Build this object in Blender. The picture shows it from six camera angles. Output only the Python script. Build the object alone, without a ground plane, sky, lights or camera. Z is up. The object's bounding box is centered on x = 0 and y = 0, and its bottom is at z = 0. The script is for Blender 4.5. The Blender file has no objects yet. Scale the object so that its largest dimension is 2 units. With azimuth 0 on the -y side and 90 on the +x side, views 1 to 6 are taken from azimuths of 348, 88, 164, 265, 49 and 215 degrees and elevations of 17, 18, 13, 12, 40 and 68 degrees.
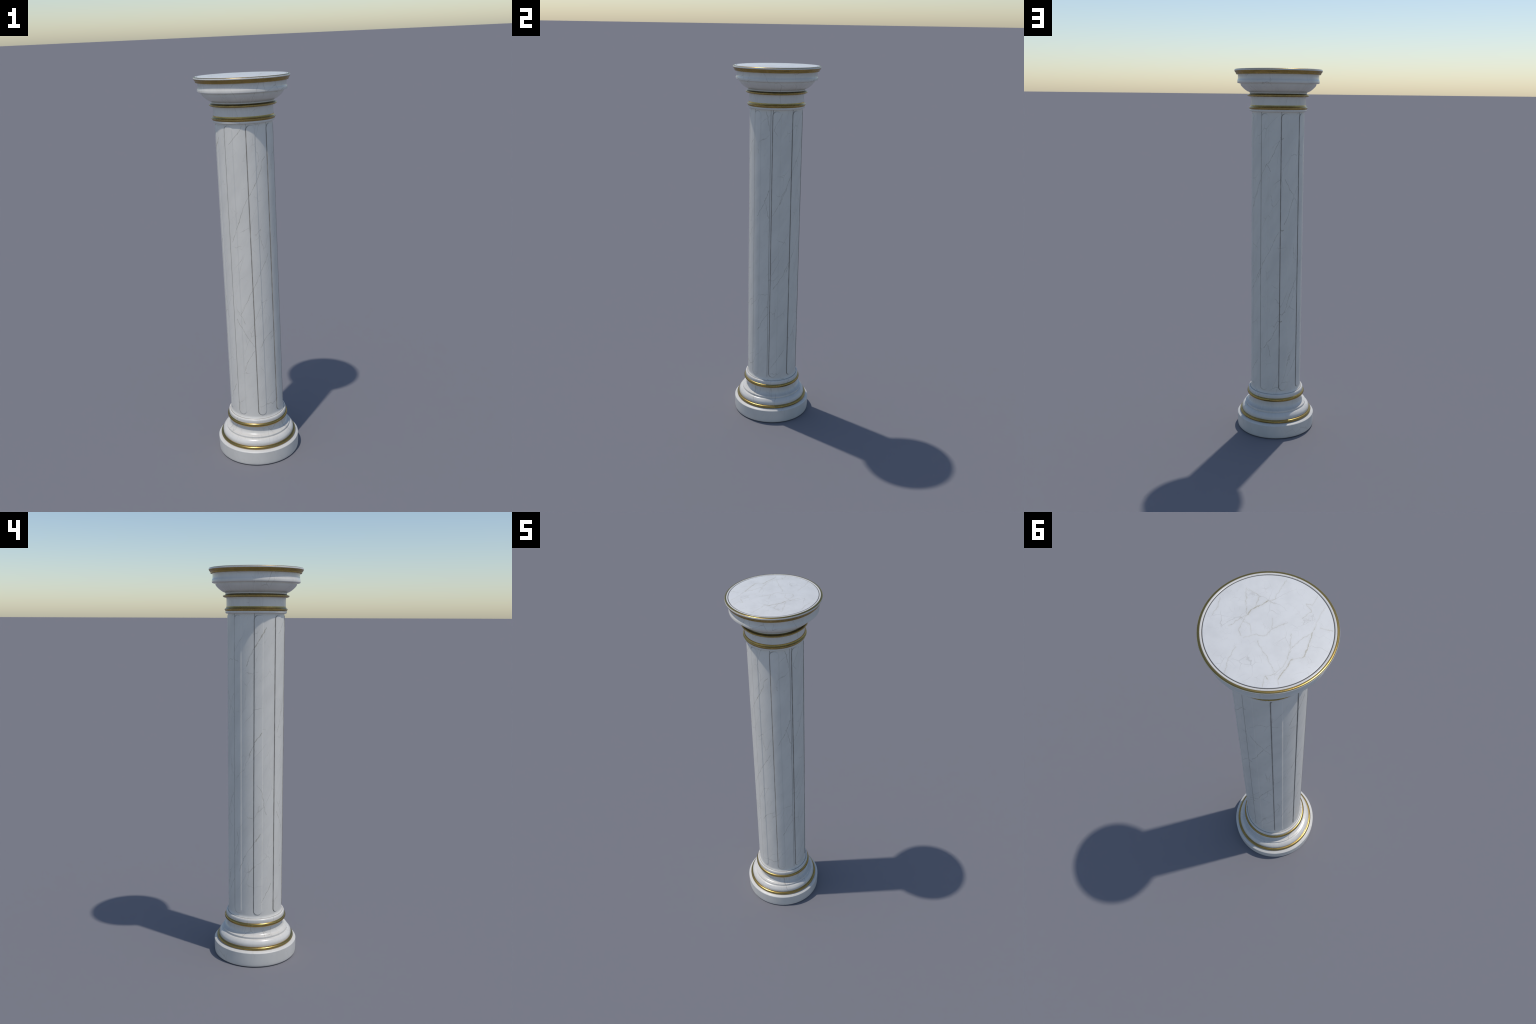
"""A white veined marble column: turned base and capital with gilded mouldings,
a cylindrical shaft with eight shallow raised panels, and a flat round top."""
import bpy
import numpy as np
from math import pi, cos, sin, radians

SEGMENTS = 288                 # facets round every turned moulding

# ------------------------------------------------------------------ materials


class Graph:
    """Small helper for building node trees."""

    def __init__(self, name):
        self.material = bpy.data.materials.new(name)
        self.material.use_nodes = True
        self.tree = self.material.node_tree
        self.tree.nodes.clear()

    def node(self, kind, **settings):
        n = self.tree.nodes.new(kind)
        for k, v in settings.items():
            setattr(n, k, v)
        return n

    def plug(self, value, socket):
        if isinstance(value, bpy.types.NodeSocket):
            self.tree.links.new(value, socket)
        elif value is not None:
            socket.default_value = value

    def math(self, op, a, b=None, c=None, clamp=False):
        n = self.node("ShaderNodeMath", operation=op, use_clamp=clamp)
        for value, socket in zip((a, b, c), n.inputs):
            self.plug(value, socket)
        return n.outputs[0]

    def smooth(self, x, lo, hi, out_lo=0.0, out_hi=1.0):
        n = self.node("ShaderNodeMapRange", interpolation_type="SMOOTHSTEP")
        for value, socket in zip((x, lo, hi, out_lo, out_hi), n.inputs):
            self.plug(value, socket)
        return n.outputs[0]

    def mix(self, factor, a, b):
        n = self.node("ShaderNodeMix", data_type="RGBA")
        self.plug(factor, n.inputs[0])
        self.plug(a, n.inputs[6])
        self.plug(b, n.inputs[7])
        return n.outputs[2]

    def separate(self, v):
        n = self.node("ShaderNodeSeparateXYZ")
        self.plug(v, n.inputs[0])
        return n.outputs

    def combine(self, x, y, z):
        n = self.node("ShaderNodeCombineXYZ")
        for value, socket in zip((x, y, z), n.inputs):
            self.plug(value, socket)
        return n.outputs[0]

    def noise(self, vector, scale, detail=2.0, rough=0.5, out=0):
        n = self.node("ShaderNodeTexNoise")
        self.plug(vector, n.inputs["Vector"])
        n.inputs["Scale"].default_value = scale
        n.inputs["Detail"].default_value = detail
        n.inputs["Roughness"].default_value = rough
        return n.outputs[out]

    def edge(self, vector, scale, randomness=1.0):
        n = self.node("ShaderNodeTexVoronoi", feature="DISTANCE_TO_EDGE")
        self.plug(vector, n.inputs["Vector"])
        n.inputs["Scale"].default_value = scale
        n.inputs["Randomness"].default_value = randomness
        return n.outputs["Distance"]

    def shift(self, vector, offset=(0, 0, 0), scale=(1, 1, 1), turn=0.0):
        n = self.node("ShaderNodeMapping")
        self.plug(vector, n.inputs["Vector"])
        n.inputs["Location"].default_value = offset
        n.inputs["Rotation"].default_value = (0, 0, turn)
        n.inputs["Scale"].default_value = scale
        return n.outputs[0]

    def warp(self, vector, scale, amount, detail=2.0):
        wobble = self.noise(vector, scale, detail, 0.55, out=1)
        sub = self.node("ShaderNodeVectorMath", operation="SUBTRACT")
        self.plug(wobble, sub.inputs[0])
        sub.inputs[1].default_value = (0.5, 0.5, 0.5)
        mad = self.node("ShaderNodeVectorMath", operation="MULTIPLY_ADD")
        self.plug(sub.outputs[0], mad.inputs[0])
        mad.inputs[1].default_value = (amount,) * 3
        self.plug(vector, mad.inputs[2])
        return mad.outputs[0]

    def surface(self, color, roughness, metallic=0.0, bump=None, bump_depth=0.0, specular=0.5):
        p = self.node("ShaderNodeBsdfPrincipled")
        self.plug(color, p.inputs["Base Color"])
        self.plug(roughness, p.inputs["Roughness"])
        p.inputs["Metallic"].default_value = metallic
        p.inputs["Specular IOR Level"].default_value = specular
        if bump is not None:
            b = self.node("ShaderNodeBump")
            b.inputs["Strength"].default_value = 1.0
            b.inputs["Distance"].default_value = bump_depth
            self.plug(bump, b.inputs["Height"])
            self.plug(b.outputs[0], p.inputs["Normal"])
        out = self.node("ShaderNodeOutputMaterial")
        self.plug(p.outputs[0], out.inputs["Surface"])
        return self.material


WHITE = {"slab": (0.765, 0.75, 0.715, 1), "shaft": (0.74, 0.705, 0.64, 1),
         "turned": (0.715, 0.68, 0.62, 1), "plinth": (0.69, 0.66, 0.605, 1)}  # turned white lowered a little towards the capital's baked occlusion shade
VEIN_GOLD = (0.34, 0.285, 0.155, 1)
VEIN_GREY = (0.25, 0.215, 0.155, 1)
DARK_LINE = (0.115, 0.098, 0.08, 1)

# shaft panel layout, shared by the mesh and by the dark lines in its joints
PANELS = 8
SHAFT_R = 0.1398
PANEL_RAISE = 0.0022
PANEL_HALF = 0.0218            # half width, measured round the shaft
PANEL_LOW, PANEL_HIGH = 0.2545, 1.7745
PANEL_CORNER = 0.0210
SEAM_TURN = radians(-13.0)     # the marble pattern's joint, just left of one panel


def wrap_coordinates(g, radius):
    """(arc length, height, angle) round the column, cut at the pattern's joint."""
    obj = g.node("ShaderNodeTexCoord").outputs["Object"]
    x, y, z = g.separate(obj)
    c, s = cos(pi - SEAM_TURN), sin(pi - SEAM_TURN)
    xr = g.math("SUBTRACT", g.math("MULTIPLY", x, c), g.math("MULTIPLY", y, s))
    yr = g.math("ADD", g.math("MULTIPLY", x, s), g.math("MULTIPLY", y, c))
    angle = g.math("ARCTAN2", yr, xr)
    return g.math("MULTIPLY", angle, radius), z, angle, obj


def veins(g, p, scale, width, warp_amount, keep_lo, keep_hi, seed):
    """A broken network of thin veins: cell borders, wavering and fading in places."""
    q = g.shift(p, (seed, seed * 0.7, seed * 0.3))
    q = g.warp(q, scale * 0.9, warp_amount / scale, 3.0)
    q = g.warp(q, scale * 5.0, warp_amount * 0.16 / scale, 2.0)
    d = g.edge(q, scale)
    gate = g.smooth(g.noise(g.shift(p, (seed * 2.1, seed, 0)), scale * 0.8, 1.0), keep_lo, keep_hi)
    w = g.math("MULTIPLY", g.math("ADD", g.math("MULTIPLY", gate, 0.8), 0.2), width)
    line = g.smooth(d, 0.0, w, 1.0, 0.0)
    return g.math("MULTIPLY", line, gate), gate, d


# Main veins, as polylines the eye can follow.  Top slab: x, y in centimetres.
SLAB_VEINS = {
    "bold": [
        [(-12.8, 13.1), (-12.8, 10.9), (-12.8, 8.0), (-12.5, 4.8)],
        [(-15.1, 2.6), (-14.6, -1.4), (-13.7, -3.1), (-12.7, -7.0)],
        [(9.1, -0.7), (8.4, -4.1), (6.3, -9.1)],
        [(-10.4, 14.9), (-8.9, 14.5)],
    ],
    "thin": [
        [(-14.0, 14.7), (-12.8, 13.1)], [(-12.5, 4.8), (-13.1, 4.2), (-15.1, 2.6)],
        [(-12.7, -7.0), (-11.4, -11.3), (-10.9, -14.7), (-10.2, -17.6)],
        [(-10.4, 18.3), (-8.9, 14.5), (-11.0, 12.1), (-11.5, 7.8), (-10.9, 3.9), (-9.3, 0.9), (-7.1, -2.7)],
        [(-10.6, 11.7), (-6.0, 9.0), (-3.2, 7.8), (0.4, 5.3)],
        [(-9.9, 2.3), (-10.3, 0.4), (-10.9, -3.4), (-12.6, -7.0)],
        [(4.8, 7.0), (2.1, 3.7), (0.8, 3.3), (-0.8, 2.1), (-0.7, -0.9), (1.2, -4.3)],
        [(11.2, 6.2), (10.3, 2.5), (9.1, -0.7)], [(6.3, -9.1), (3.7, -9.5)],
        [(9.2, -0.9), (11.9, -4.3), (15.4, -9.2)],
        [(8.4, -4.1), (9.9, -9.1), (13.1, -8.9), (15.3, -9.1)],
        [(6.3, -9.1), (4.8, -11.1), (5.7, -13.9), (5.9, -19.2)],
        [(8.8, 1.9), (5.8, 2.0), (3.7, 4.3)],
        [(9.1, -0.7), (8.7, 2.1), (7.8, 5.3), (5.8, 6.7)],
        [(18.3, 5.6), (18.4, 3.5), (20.0, -1.2)],
        [(-6.6, -9.8), (-7.7, -13.5), (-4.9, -15.4), (-6.6, -15.6), (-6.0, -20.0)],
        [(2.1, 20.9), (3.7, 17.1), (4.6, 13.6), (5.1, 11.3)],
        [(-0.8, -0.7), (-3.6, -5.9)], [(-13.4, -9.8), (-17.5, -11.2)],
    ],
}
# Shaft: compass angle in degrees (0 faces -y, 90 faces +x) and height in metres.
SHAFT_VEINS = {
    "bold": [
        [(-75, 1.718), (-83, 1.680), (-93, 1.642), (-98, 1.621)],
        [(-83, 1.208), (-97, 1.161)], [(-85, 0.689), (-95, 0.652)],
        [(170, 1.652), (172, 1.644), (175, 1.650)], [(172, 1.169), (174, 1.161), (177, 1.166)], [(169, 0.660), (172, 0.653), (175, 0.658)],
    ],
    "thin": [
        [(-98, 1.621), (-109, 1.573), (-115, 1.530)], [(-97, 1.161), (-110, 1.086)],
        [(-95, 0.652), (-111, 0.596), (-120, 0.560), (-131, 0.484)],
        [(-58, 0.428), (-72, 0.368), (-84, 0.315)], [(-94, 0.949), (-83, 0.912), (-73, 0.788)],
        [(168, 1.641), (152, 1.556), (146, 1.526), (141, 1.516), (132, 1.479), (113, 1.359), (98, 1.277)],
        [(141, 1.516), (150, 1.470)],
        [(169, 1.157), (160, 1.121), (150, 1.062), (133, 0.986), (118, 0.890)],
        [(168, 0.642), (153, 0.563), (144, 0.533), (133, 0.493)], [(145, 0.528), (151, 0.451)],
        [(215, 1.402), (202, 1.343), (187, 1.238), (178, 1.188)], [(179, 1.442), (188, 1.401), (216, 1.291)],
        [(213, 0.901), (204, 0.856), (194, 0.806), (187, 0.742), (177, 0.690)], [(204, 0.856), (216, 0.800)],
        [(215, 0.440), (205, 0.396), (189, 0.330)],
        [(30, 1.626), (21, 1.593), (20, 1.566), (2, 1.478), (-19, 1.391), (-31, 1.310), (-48, 1.199)],
        [(-15, 1.776), (-28, 1.730), (-47, 1.682)],
        [(29, 1.142), (21, 1.098), (8, 1.044), (-5, 0.976), (-15, 0.934), (-37, 0.820)],
        [(34, 0.724), (15, 0.693), (0, 0.636)], [(-10, 0.632), (-29, 0.554), (-36, 0.506)],
        [(-47, 0.797), (-31, 0.727), (-10, 0.642)], [(-46, 0.854), (-37, 0.820), (-28, 0.772)],
        [(66, 1.778), (72, 1.720), (75, 1.665)], [(103, 1.769), (93, 1.721), (84, 1.679), (94, 1.643)],
        [(123, 1.417), (104, 1.328), (97, 1.279), (83, 1.215)],
        [(76, 1.366), (71, 1.331), (65, 1.290), (46, 1.204)], [(65, 1.305), (76, 1.199)],
        [(76, 0.651), (60, 0.586), (50, 0.532)], [(126, 0.957), (109, 0.873), (85, 0.790)],
        [(118, 0.426), (97, 0.355), (83, 0.306)],
    ],
}


def distance_to(g, p, lines):
    """Distance in nodes from p to the nearest of some polylines."""
    nearest = None
    for line in lines:
        for a, b in zip(line, line[1:]):
            ab = (b[0] - a[0], b[1] - a[1], 0.0)
            length2 = ab[0] ** 2 + ab[1] ** 2
            rel = g.node("ShaderNodeVectorMath", operation="SUBTRACT")
            g.plug(p, rel.inputs[0])
            rel.inputs[1].default_value = (a[0], a[1], 0.0)
            dot = g.node("ShaderNodeVectorMath", operation="DOT_PRODUCT")
            g.plug(rel.outputs[0], dot.inputs[0])
            dot.inputs[1].default_value = (ab[0] / length2, ab[1] / length2, 0.0)
            t = g.math("ADD", dot.outputs["Value"], 0.0, clamp=True)
            foot = g.node("ShaderNodeVectorMath", operation="SCALE")
            foot.inputs[0].default_value = ab
            g.plug(t, foot.inputs["Scale"])
            gap = g.node("ShaderNodeVectorMath", operation="DISTANCE")
            g.plug(rel.outputs[0], gap.inputs[0])
            g.plug(foot.outputs[0], gap.inputs[1])
            d = gap.outputs["Value"]
            nearest = d if nearest is None else g.math("MINIMUM", nearest, d)
    return nearest


def shaft_line(line):
    """Compass angles and heights of a shaft vein, in the unrolled pattern's metres."""
    turned_angles = [az - 90.0 + 180.0 + 13.0 for az, _ in line]
    middle = sum(turned_angles) / len(turned_angles)
    lap = 360.0 * round(middle / 360.0)
    return [(radians(a - lap) * SHAFT_R, z) for a, (_, z) in zip(turned_angles, line)]


def distance_to_falling(g, p, lines):
    """Like distance_to, for veins that only run downwards: one curve node per vein,
    giving the vein's place round the shaft from the height."""
    arc, z, _ = g.separate(p)
    height = g.math("MULTIPLY", z, 0.5)
    nearest = None
    for line in lines:
        pts = sorted((v * 0.5, u) for u, v in line)
        run = abs(pts[-1][1] - pts[0][1]) / (2 * (pts[-1][0] - pts[0][0]))
        n = g.node("ShaderNodeFloatCurve")
        n.mapping.use_clip = False
        n.mapping.extend = "HORIZONTAL"
        curve = n.mapping.curves[0]
        away = -2.0                                # parked off the shaft above and below the vein
        knots = [(0.0, away), (pts[0][0] - 0.001, away)] + pts + [(pts[-1][0] + 0.001, away), (1.0, away)]
        curve.points[0].location, curve.points[1].location = knots[0], knots[-1]
        for k in knots[1:-1]:
            curve.points.new(*k)
        for k in curve.points:
            k.handle_type = "VECTOR"
        n.mapping.update()
        g.plug(height, n.inputs["Value"])
        d = g.math("MULTIPLY", g.math("SUBTRACT", n.outputs[0], arc), 1.0 / (1.0 + run * run) ** 0.5)
        d = g.math("ABSOLUTE", d)
        nearest = d if nearest is None else g.math("MINIMUM", nearest, d)
    return nearest


def main_veins(g, p, table, wobble, thin_width, bold_width, falling=False):
    """Masks of the fine and the bold main veins, wavering and uneven in strength."""
    q = g.warp(p, 38.0, wobble, 3.0)
    q = g.warp(q, 150.0, wobble * 0.22, 2.0)
    x, y, _ = g.separate(q)
    q = g.combine(x, y, 0.0)
    uneven = g.smooth(g.noise(p, 30.0, 2.0), 0.30, 0.60, 0.38, 1.0)
    d_thin = (distance_to_falling if falling else distance_to)(g, q, table["thin"])
    d_bold = distance_to(g, q, table["bold"])
    thin = g.math("MULTIPLY", g.smooth(d_thin, 0.0, thin_width, 1.0, 0.0), uneven)
    bold = g.math("MULTIPLY", g.smooth(d_bold, 0.0, bold_width, 1.0, 0.0), g.math("ADD", g.math("MULTIPLY", uneven, 0.6), 0.4))
    halo = g.smooth(g.math("MINIMUM", d_bold, g.math("MULTIPLY", d_thin, 2.0)), 0.0, bold_width * 5.0, 1.0, 0.0)
    return thin, bold, halo


def marble(name, layout, gloss, grain=0.0002):
    g = Graph(name)
    arc, z, angle, obj = wrap_coordinates(g, SHAFT_R)
    flat = None
    if layout == "slab":                       # flat top: seen from above
        x, y, _ = g.separate(obj)
        p = flat = g.combine(x, y, 0.0)
        table = {k: [[(u * 0.01, v * 0.01) for u, v in line] for line in lines] for k, lines in SLAB_VEINS.items()}
        fine, hair = 15.0, 36.0
        strength = (0.27, 0.17)
        widths = (0.017, 0.028)
    elif layout == "shaft":                    # long slanting veins
        flat = g.combine(arc, z, 0.0)
        table = {k: [shaft_line(line) for line in lines] for k, lines in SHAFT_VEINS.items()}
        p = g.shift(flat, turn=radians(24))
        p = g.shift(p, scale=(1.0, 0.36, 1))
        fine, hair = 17.0, 42.0
        strength = (0.38, 0.12)
        widths = (0.017, 0.030)
    else:                                      # turned mouldings: upright cracks
        p = g.combine(arc, g.math("MULTIPLY", z, 0.30), 0.0)
        fine, hair = 26.0, 60.0
        strength = (0.46, 0.14) if layout == "turned" else (0.22, 0.10)
        widths = (0.020, 0.040)
    cloud = g.noise(p, 14.0, 4.0, 0.55)
    white = WHITE[layout]
    dull = tuple(c * 0.925 for c in white[:3]) + (1,)
    base = g.mix(g.smooth(cloud, 0.35, 0.7), white, dull)
    speck = g.smooth(g.noise(flat if flat else p, 210.0, 2.0, 0.6), 0.60, 0.78)
    color = g.mix(g.math("MULTIPLY", speck, 0.10), base, VEIN_GREY)

    calm = {"slab": 0.42, "shaft": 0.45}.get(layout, 0.30)
    hairline, _, _ = veins(g, p, hair, widths[1], calm, 0.40, 0.7, 5.3)
    color = g.mix(g.math("MULTIPLY", hairline, strength[1]), color, VEIN_GREY)
    net, _, _ = veins(g, p, fine, widths[0], calm, 0.42, 0.68, 2.9)
    color = g.mix(g.math("MULTIPLY", net, strength[0]), color, VEIN_GREY)
    if layout == "slab":
        thin, bold, halo = main_veins(g, flat, table, 0.019, 0.0013, 0.0026)
        color = g.mix(g.math("MULTIPLY", halo, 0.07), color, VEIN_GOLD)
        color = g.mix(g.math("MULTIPLY", thin, 0.40), color, VEIN_GOLD)
        color = g.mix(g.math("MULTIPLY", bold, 0.62), color, VEIN_GOLD)
    elif layout == "shaft":
        thin, bold, halo = main_veins(g, flat, table, 0.015, 0.0021, 0.0036, True)
        color = g.mix(g.math("MULTIPLY", thin, 0.60), color, VEIN_GREY)
        color = g.mix(g.math("MULTIPLY", bold, 0.68), color, (0.29, 0.25, 0.165, 1))

    if layout == "shaft":
        # dark line along the joint round each raised panel: heavy on one side,
        # under the foot and in a short run up to the capital
        sector = 2 * pi / PANELS
        phase = g.math("ADD", angle, (pi - SEAM_TURN) * -1 + pi / 2 + 20 * pi + sector / 2)
        local = g.math("SUBTRACT", g.math("MODULO", phase, sector), sector / 2)
        which = g.math("FLOOR", g.math("DIVIDE", phase, sector))
        s = g.math("MULTIPLY", local, SHAFT_R)
        zc = g.math("SUBTRACT", z, (PANEL_LOW + PANEL_HIGH) / 2)
        half_h = (PANEL_HIGH - PANEL_LOW) / 2
        dx = g.math("SUBTRACT", g.math("ABSOLUTE", s), PANEL_HALF - PANEL_CORNER)
        dz = g.math("SUBTRACT", g.math("ABSOLUTE", zc), half_h - PANEL_CORNER)
        ox, oz = g.math("MAXIMUM", dx, 0.0), g.math("MAXIMUM", dz, 0.0)
        outside = g.math("SQRT", g.math("ADD", g.math("MULTIPLY", ox, ox), g.math("MULTIPLY", oz, oz)))
        inside = g.math("MINIMUM", g.math("MAXIMUM", dx, dz), 0.0)
        d = g.math("SUBTRACT", g.math("ADD", outside, inside), PANEL_CORNER)
        wob = g.math("MULTIPLY", g.math("SUBTRACT", g.noise(obj, 60.0, 2.0), 0.5), 0.0010)
        d = g.math("ADD", d, wob)
        line = g.smooth(g.math("ABSOLUTE", d), 0.0010, 0.0034, 1.0, 0.0)
        left = g.smooth(s, -PANEL_HALF * 1.05, PANEL_HALF * 0.35, 1.0, 0.03)
        ends = g.smooth(g.math("ABSOLUTE", zc), half_h - 0.03, half_h - 0.012, 0.0, 0.22)
        right_fade = g.smooth(s, PANEL_HALF * 0.2, PANEL_HALF * 0.9, 1.0, 0.15)
        heavy = g.math("MAXIMUM", left, g.math("MULTIPLY", ends, right_fade))
        patch = g.smooth(g.noise(g.combine(arc, g.math("MULTIPLY", z, 0.6), 0.0), 26.0, 2.0), 0.3, 0.55, 0.72, 1.0)
        joint = g.math("MULTIPLY", g.math("MULTIPLY", line, heavy), patch)
        # spur from the panel's head up to the collar
        spur_x = g.math("ABSOLUTE", g.math("ADD", g.math("ADD", s, PANEL_HALF * 0.93), g.math("MULTIPLY", wob, 3.0)))
        spur = g.math("MULTIPLY", g.smooth(spur_x, 0.0006, 0.0030, 1.0, 0.0), g.smooth(z, PANEL_HIGH - 0.022, PANEL_HIGH - 0.016))
        lot = g.node("ShaderNodeTexWhiteNoise", noise_dimensions="1D")
        g.plug(which, lot.inputs["W"])
        spur = g.math("MULTIPLY", spur, g.smooth(lot.outputs["Value"], 0.1, 0.8, 0.15, 0.9))
        joint = g.math("MAXIMUM", joint, spur)
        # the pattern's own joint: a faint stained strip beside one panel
        strip = g.math("MAXIMUM",
                       g.smooth(g.math("ABSOLUTE", g.math("SUBTRACT", g.math("ABSOLUTE", angle), pi - 0.004)), 0.004, 0.016, 0.55, 0.0),
                       0.0)
        strip = g.math("MULTIPLY", strip, g.smooth(z, 0.25, 0.262))
        joint = g.math("MAXIMUM", joint, strip)
        foot = g.smooth(g.math("ADD", z, wob), 0.2340, 0.2368, 0.75, 0.0)
        joint = g.math("MAXIMUM", joint, foot)
        color = g.mix(g.math("MULTIPLY", joint, 0.80), color, DARK_LINE)
    rough = g.smooth(cloud, 0.3, 0.7, gloss - 0.04, gloss + 0.06)
    bumps = g.math("ADD", g.noise(p, 160.0, 3.0, 0.6), g.math("MULTIPLY", g.noise(obj, 420.0, 2.0), 0.5))
    return g.surface(color, rough, 0.0, bumps, grain)


def gilding(name, bright, worn, gloss):
    g = Graph(name)
    arc, z, angle, obj = wrap_coordinates(g, 0.2)
    p = g.combine(arc, g.math("MULTIPLY", z, 3.0), 0.0)
    n = g.noise(p, 22.0, 4.0, 0.6)
    color = g.mix(g.smooth(n, 0.35, 0.7), bright, worn)
    rough = g.smooth(n, 0.3, 0.7, gloss - 0.05, gloss + 0.05)
    fine = g.noise(obj, 260.0, 2.0)
    return g.surface(color, rough, 1.0, fine, 0.00012)


def dark_joint():
    g = Graph("joint_grime")
    obj = g.node("ShaderNodeTexCoord").outputs["Object"]
    n = g.noise(obj, 40.0, 3.0)
    return g.surface(g.mix(n, (0.065, 0.062, 0.06, 1), (0.10, 0.095, 0.09, 1)), 0.6)


MARBLE_SLAB = marble("veined_marble_slab", "slab", 0.36, 0.00012)
MARBLE_SHAFT = marble("veined_marble_shaft", "shaft", 0.42, 0.00045)
MARBLE_TURNED = marble("veined_marble_turned", "turned", 0.24, 0.00010)
MARBLE_PLINTH = marble("veined_marble_plinth", "plinth", 0.42, 0.00015)
GOLD = gilding("aged_gilding", (0.47, 0.32, 0.10, 1), (0.36, 0.25, 0.08, 1), 0.29)
SHADE_DARKENED_GOLD = gilding("shade_darkened_gilding", (0.20, 0.155, 0.06, 1), (0.13, 0.10, 0.045, 1), 0.38)  # gold darkened to paint in the recess shadow below the echinus
JOINT = dark_joint()

# ------------------------------------------------------------------- geometry


def link(obj, parent=None):
    bpy.context.scene.collection.objects.link(obj)
    if parent is not None:
        obj.parent = parent
    return obj


def rounded(points, times=3):
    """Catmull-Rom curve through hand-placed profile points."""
    p = np.array([points[0]] + list(points) + [points[-1]], float)
    out = []
    for i in range(1, len(p) - 2):
        a, b, c, d = p[i - 1], p[i], p[i + 1], p[i + 2]
        for k in range(times):
            t = k / times
            out.append(0.5 * (2 * b + (c - a) * t + (2 * a - 5 * b + 4 * c - d) * t * t + (3 * b - a - 3 * c + d) * t ** 3))
    out.append(p[-2])
    return [tuple(q) for q in out]


def turned(name, profile, material, parent, sharp=38.0):
    """Turn a (radius, height) profile, listed from foot to head, about the z axis."""
    prof = [(r, z) for r, z in profile]
    verts, faces, rings = [], [], []
    for r, z in prof:
        if r < 1e-6:
            rings.append([len(verts)])
            verts.append((0, 0, z))
        else:
            start = len(verts)
            rings.append(list(range(start, start + SEGMENTS)))
            verts += [(r * cos(2 * pi * k / SEGMENTS), r * sin(2 * pi * k / SEGMENTS), z) for k in range(SEGMENTS)]
    for lo, hi in zip(rings, rings[1:]):
        for k in range(SEGMENTS):
            j = (k + 1) % SEGMENTS
            if len(lo) == 1:
                faces.append((lo[0], hi[j], hi[k]))
            elif len(hi) == 1:
                faces.append((lo[k], lo[j], hi[0]))
            else:
                faces.append((lo[k], lo[j], hi[j], hi[k]))
    mesh = bpy.data.meshes.new(name)
    mesh.from_pydata(verts, [], faces)
    mesh.materials.append(material)
    mesh.shade_smooth()
    mesh.set_sharp_from_angle(angle=radians(sharp))
    return link(bpy.data.objects.new(name, mesh), parent)


column = bpy.data.objects.new("marble_column", None)
column["label"] = "white veined marble column with gilded mouldings and round top"
column["category"] = "column"
link(column)

# --- base: plinth, gilded bead, torus and scotia, gilded bead, collar
torus = rounded([(0.1910, 0.0960), (0.1922, 0.1020), (0.1926, 0.1085), (0.1910, 0.1165), (0.1872, 0.1232), (0.1825, 0.1285), (0.1780, 0.1318), (0.1734, 0.1334)])
scotia = rounded([(0.1722, 0.1434), (0.1710, 0.1446), (0.1650, 0.1460), (0.1585, 0.1488), (0.1530, 0.1535), (0.1490, 0.1610), (0.1470, 0.1710), (0.1465, 0.1850), (0.1465, 0.1985)])
base = turned("base", [(0.150, 0.088), (0.190, 0.088)] + torus + [(0.1712, 0.1338), (0.1714, 0.1350)] + scotia + [(0.120, 0.1985)],
              MARBLE_TURNED, column)
turned("plinth", [(0.0, 0.0), (0.2122, 0.0)] + rounded([(0.2122, 0.0), (0.2158, 0.0042), (0.2172, 0.0120), (0.2179, 0.0300), (0.2181, 0.0600), (0.2181, 0.0735), (0.2176, 0.0752), (0.2160, 0.0765)])[1:]
       + [(0.2030, 0.0836), (0.170, 0.0836), (0.170, 0.0936), (0.0, 0.0936)], MARBLE_PLINTH, base)


def bead(name, radius, height, out, rise, top, inner, parent):
    """A rounded gilded bead standing out from the stone; top is where its roll ends, in degrees."""
    arc = [(radius + out * cos(a), height + rise * sin(a)) for a in np.linspace(-pi / 2, radians(top), 19)]
    return turned(name, [(inner, arc[0][1])] + arc + [(inner, arc[-1][1])], GOLD, parent, 60)


bead("gilded_bead", 0.1955, 0.0917, 0.0085, 0.0083, 90, 0.183, base)
bead("gilded_bead", 0.1516, 0.2036, 0.0113, 0.0114, 57, 0.138, base)
turned("collar", [(0.120, 0.2125), (0.1548, 0.2125)] + rounded([(0.1550, 0.2165), (0.1550, 0.2235), (0.1546, 0.2275), (0.1530, 0.2315), (0.1504, 0.2340), (0.1480, 0.2347)])
       + [(0.1466, 0.2340), (0.1458, 0.2328), (0.120, 0.2328)], MARBLE_TURNED, base)

# --- capital
cap = turned("capital", [(0.120, 1.8755), (0.1512, 1.8755)]
             + rounded([(0.1512, 1.8765), (0.1516, 1.8795), (0.1535, 1.8822), (0.1566, 1.8838)])
             + rounded([(0.1590, 1.8842), (0.1625, 1.8856), (0.1693, 1.8895), (0.1766, 1.8948), (0.1838, 1.9008), (0.1900, 1.9066), (0.1952, 1.9122), (0.1985, 1.9172), (0.2000, 1.9215), (0.2003, 1.9250)])
             + [(0.2035, 1.9256), (0.2110, 1.9270)]
             + rounded([(0.2140, 1.9278), (0.2164, 1.9292), (0.2172, 1.9315), (0.2173, 1.9365), (0.2168, 1.9410), (0.2153, 1.9450), (0.2142, 1.9500), (0.2138, 1.9580), (0.2141, 1.9660), (0.2147, 1.9740)])
             + [(0.150, 1.9740)], MARBLE_TURNED, column)
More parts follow.
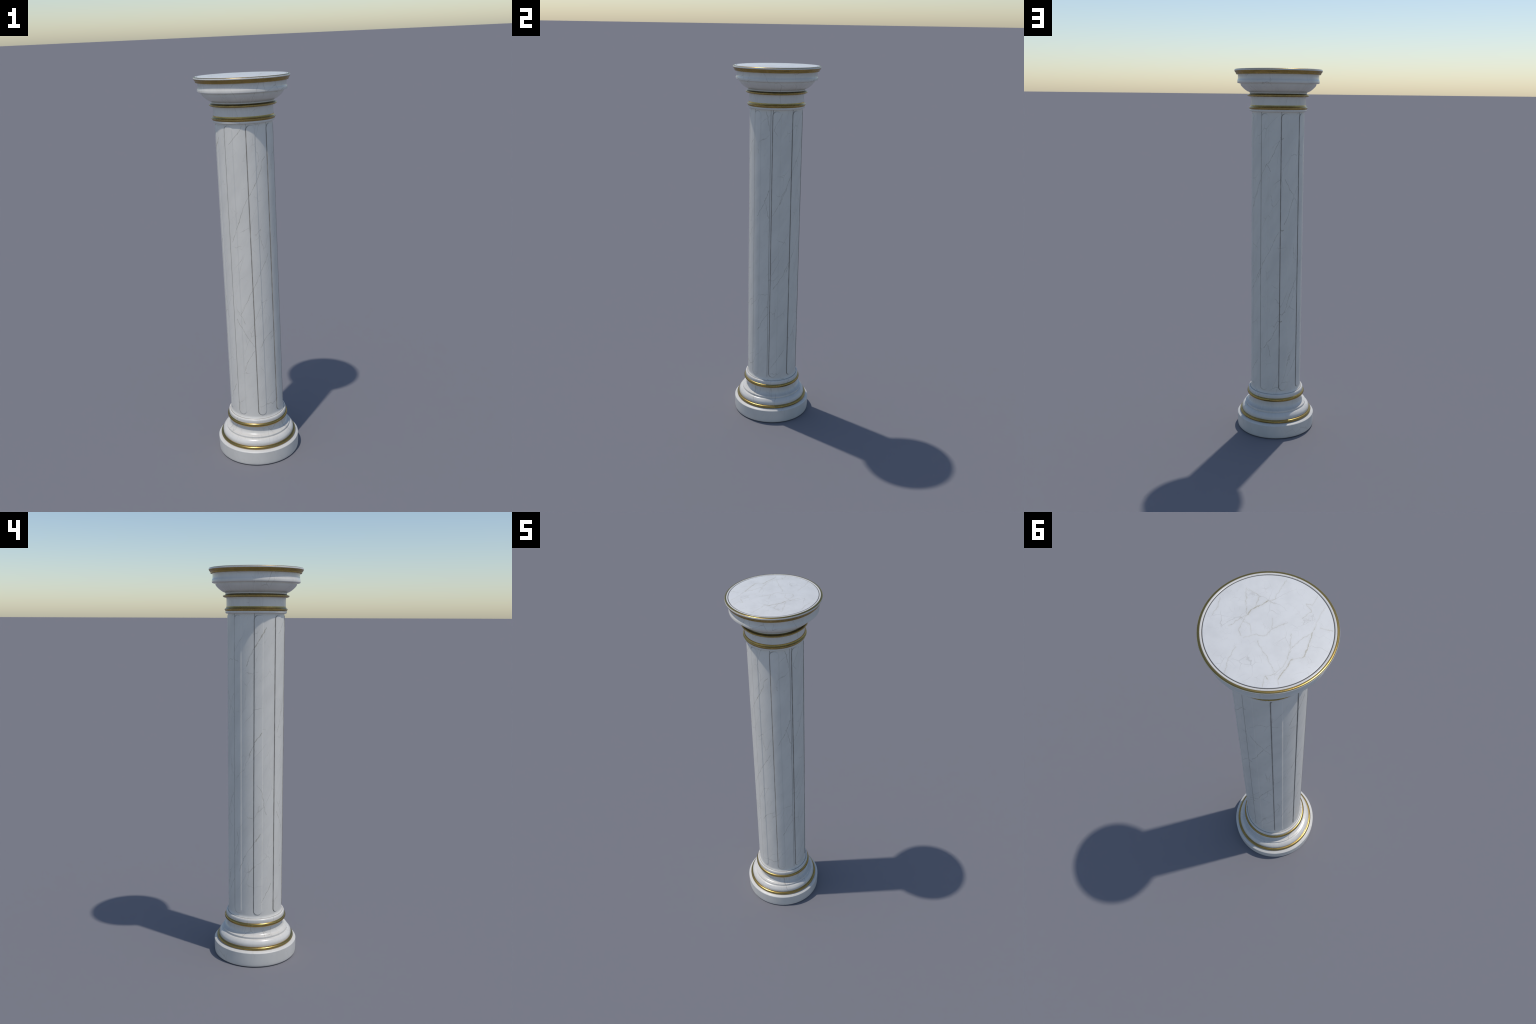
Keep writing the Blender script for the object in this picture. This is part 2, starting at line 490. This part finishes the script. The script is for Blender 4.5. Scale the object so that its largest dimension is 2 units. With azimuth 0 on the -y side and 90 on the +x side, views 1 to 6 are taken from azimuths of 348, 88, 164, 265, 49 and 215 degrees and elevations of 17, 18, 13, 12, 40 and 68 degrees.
# crown: gilded cornice, pale band, gilded lip, pale fillet, dark joint, slab
turned("gilded_cornice", [(0.195, 1.9722), (0.2215, 1.9722)] + rounded([(0.2228, 1.9726), (0.2240, 1.9742), (0.2243, 1.9772), (0.2256, 1.9802), (0.2284, 1.9835), (0.2306, 1.9868), (0.2318, 1.9900)])
       + [(0.195, 1.9900)], GOLD, cap, 60)
turned("pale_band", [(0.195, 1.9897), (0.2316, 1.9897)] + rounded([(0.2321, 1.9903), (0.2324, 1.9922), (0.2322, 1.9945), (0.2316, 1.9963)])
       + [(0.195, 1.9963)], MARBLE_TURNED, cap, 60)
turned("gilded_lip", [(0.195, 1.9960), (0.2310, 1.9960)] + rounded([(0.2314, 1.9965), (0.2304, 1.9976), (0.2286, 1.9985), (0.2262, 1.9989), (0.2232, 1.9990)])
       + [(0.2205, 1.9986), (0.2205, 1.9965), (0.195, 1.9965)], GOLD, cap, 60)
turned("pale_fillet", [(0.195, 1.9950), (0.2231, 1.9950)] + rounded([(0.2231, 1.9986), (0.2226, 1.9995), (0.2208, 2.0000), (0.2185, 1.9999), (0.2168, 1.9993), (0.2161, 1.9980)])
       + [(0.2160, 1.9950)], MARBLE_TURNED, cap, 60)
turned("dark_joint", [(0.0, 1.9940), (0.2165, 1.9940), (0.2165, 1.9979), (0.0, 1.9979)], JOINT, cap)
turned("top_slab", [(0.0, 1.9935), (0.2132, 1.9935)] + rounded([(0.2132, 1.9984), (0.2128, 1.9993), (0.2115, 1.9997)]) + [(0.0, 1.9997)], MARBLE_SLAB, cap)
# necking under the echinus
turned("gilded_ring", [(0.120, 1.8580), (0.1470, 1.8580)] + rounded([(0.1475, 1.8584), (0.1545, 1.8590), (0.1602, 1.8612), (0.1634, 1.8640), (0.1640, 1.8662), (0.1631, 1.8686), (0.1600, 1.8698)]) + [(0.120, 1.8698)], GOLD, cap, 60)
turned("shadow_tinted_cove", [(0.120, 1.8690), (0.1598, 1.8697)] + rounded([(0.1598, 1.8697), (0.1548, 1.8709), (0.1517, 1.8731), (0.1506, 1.8766)])[1:]
       + [(0.120, 1.8766)], SHADE_DARKENED_GOLD, cap, 60)
turned("neck_band", [(0.120, 1.8125), (0.1467, 1.8125), (0.1466, 1.8250), (0.1465, 1.8480), (0.1468, 1.8560), (0.1476, 1.8592), (0.120, 1.8592)], MARBLE_TURNED, cap)
turned("gilded_ring", [(0.120, 1.7935), (0.1512, 1.7935)] + rounded([(0.1517, 1.7938), (0.1521, 1.7962), (0.1536, 1.7985), (0.1552, 1.8003), (0.1557, 1.8024), (0.1549, 1.8045), (0.1526, 1.8060)])
       + rounded([(0.1512, 1.8068), (0.1492, 1.8092), (0.1479, 1.8122), (0.1472, 1.8160)]) + [(0.120, 1.8160)], GOLD, cap, 40)
turned("necking", [(0.120, 1.7815), (0.1400, 1.7815)] + rounded([(0.1450, 1.7820), (0.1490, 1.7832), (0.1510, 1.7855), (0.1517, 1.7885), (0.1516, 1.7915), (0.1512, 1.7945)])
       + [(0.120, 1.7945)], MARBLE_TURNED, cap)

# --- shaft: a cylinder with eight raised panels, flared at the foot


def smoothstep(x, lo, hi):
    t = np.clip((x - lo) / (hi - lo), 0, 1)
    return t * t * (3 - 2 * t)


def panel_distance(s, z):
    """Signed distance to a round-cornered panel; s is the arc length from its axis."""
    half_h = (PANEL_HIGH - PANEL_LOW) / 2
    dx = np.abs(s) - (PANEL_HALF - PANEL_CORNER)
    dz = np.abs(z - (PANEL_LOW + PANEL_HIGH) / 2) - (half_h - PANEL_CORNER)
    return np.hypot(np.maximum(dx, 0), np.maximum(dz, 0)) + np.minimum(np.maximum(dx, dz), 0) - PANEL_CORNER


def build_shaft():
    edge = np.arange(-0.0048, 0.0049, 0.0004)
    inner = np.linspace(-PANEL_HALF + 0.0055, PANEL_HALF - 0.0055, 44)
    sector_arc = 2 * pi / PANELS * SHAFT_R
    land = np.linspace(PANEL_HALF + 0.0062, sector_arc - PANEL_HALF - 0.0062, 26)
    local = np.concatenate([-PANEL_HALF + edge, inner, PANEL_HALF + edge, land])
    s_all = np.concatenate([local + k * sector_arc for k in range(PANELS)])
    theta = s_all / SHAFT_R - pi / 2               # first panel faces -y
    foot = np.concatenate([np.linspace(0.2330, 0.2480, 12), np.arange(0.2490, 0.2800, 0.0006)])
    head = np.arange(PANEL_HIGH - 0.026, 1.7800, 0.0006)
    heights = np.concatenate([foot, np.linspace(0.283, PANEL_HIGH - 0.029, 60), head, [1.7835]])
    S, Z = np.meshgrid(np.concatenate([local] * PANELS), heights)
    TH = np.broadcast_to(theta, S.shape)
    # nearest panel axis: local coordinate folded to the sector
    S = np.where(S > sector_arc / 2, S - sector_arc, S)
    d = panel_distance(S, Z)
    R = np.full_like(S, SHAFT_R)
    soft = smoothstep(S, 0.0, PANEL_HALF)           # the far side slopes more gently
    R += PANEL_RAISE * smoothstep(-d, -0.0018 - 0.0012 * soft, 0.0020 + 0.0016 * soft)
    heavy = 1 - smoothstep(S, -PANEL_HALF * 1.05, PANEL_HALF * 0.35)
    R -= 0.0011 * heavy * np.exp(-(d / 0.0013) ** 2)
    flare = np.clip((0.2520 - Z) / 0.0180, 0, 1)
    R += 0.0058 * flare ** 2.4                      # spread where the shaft meets the collar
    X, Y = R * np.cos(TH), R * np.sin(TH)
    rows, cols = S.shape
    verts = np.stack([X, Y, Z], -1).reshape(-1, 3)
    i = np.arange(rows - 1)[:, None] * cols
    j = np.arange(cols)[None, :]
    jn = (j + 1) % cols
    faces = np.stack([i + j, i + jn, i + cols + jn, i + cols + j], -1).reshape(-1, 4)
    mid_d = d[:-1, :].reshape(-1)
    whole = bpy.data.meshes.new("whole_shaft")
    whole.from_pydata(verts.tolist(), [], faces.tolist())
    whole.shade_smooth()
    normals = np.empty(len(verts) * 3, np.float32)
    whole.vertex_normals.foreach_get("vector", normals)
    normals = normals.reshape(-1, 3)
    bpy.data.meshes.remove(whole)

    sector_of = np.repeat(np.arange(PANELS), len(local))
    # columns past half a sector belong to the next panel's side, but carry no panel face
    face_sector = np.broadcast_to(sector_of, (rows - 1, cols)).reshape(-1)
    on_panel = mid_d < 0

    def piece(name, chosen, parent):
        f = faces[chosen]
        used, inverse = np.unique(f, return_inverse=True)
        mesh = bpy.data.meshes.new(name)
        mesh.from_pydata(verts[used].tolist(), [], inverse.reshape(-1, 4).tolist())
        mesh.materials.append(MARBLE_SHAFT)
        mesh.shade_smooth()
        mesh.normals_split_custom_set_from_vertices(normals[used].tolist())
        return link(bpy.data.objects.new(name, mesh), parent)

    shaft = piece("shaft", ~on_panel, column)
    for k in range(PANELS):
        piece("raised_panel", on_panel & (face_sector == k), shaft)


build_shaft()
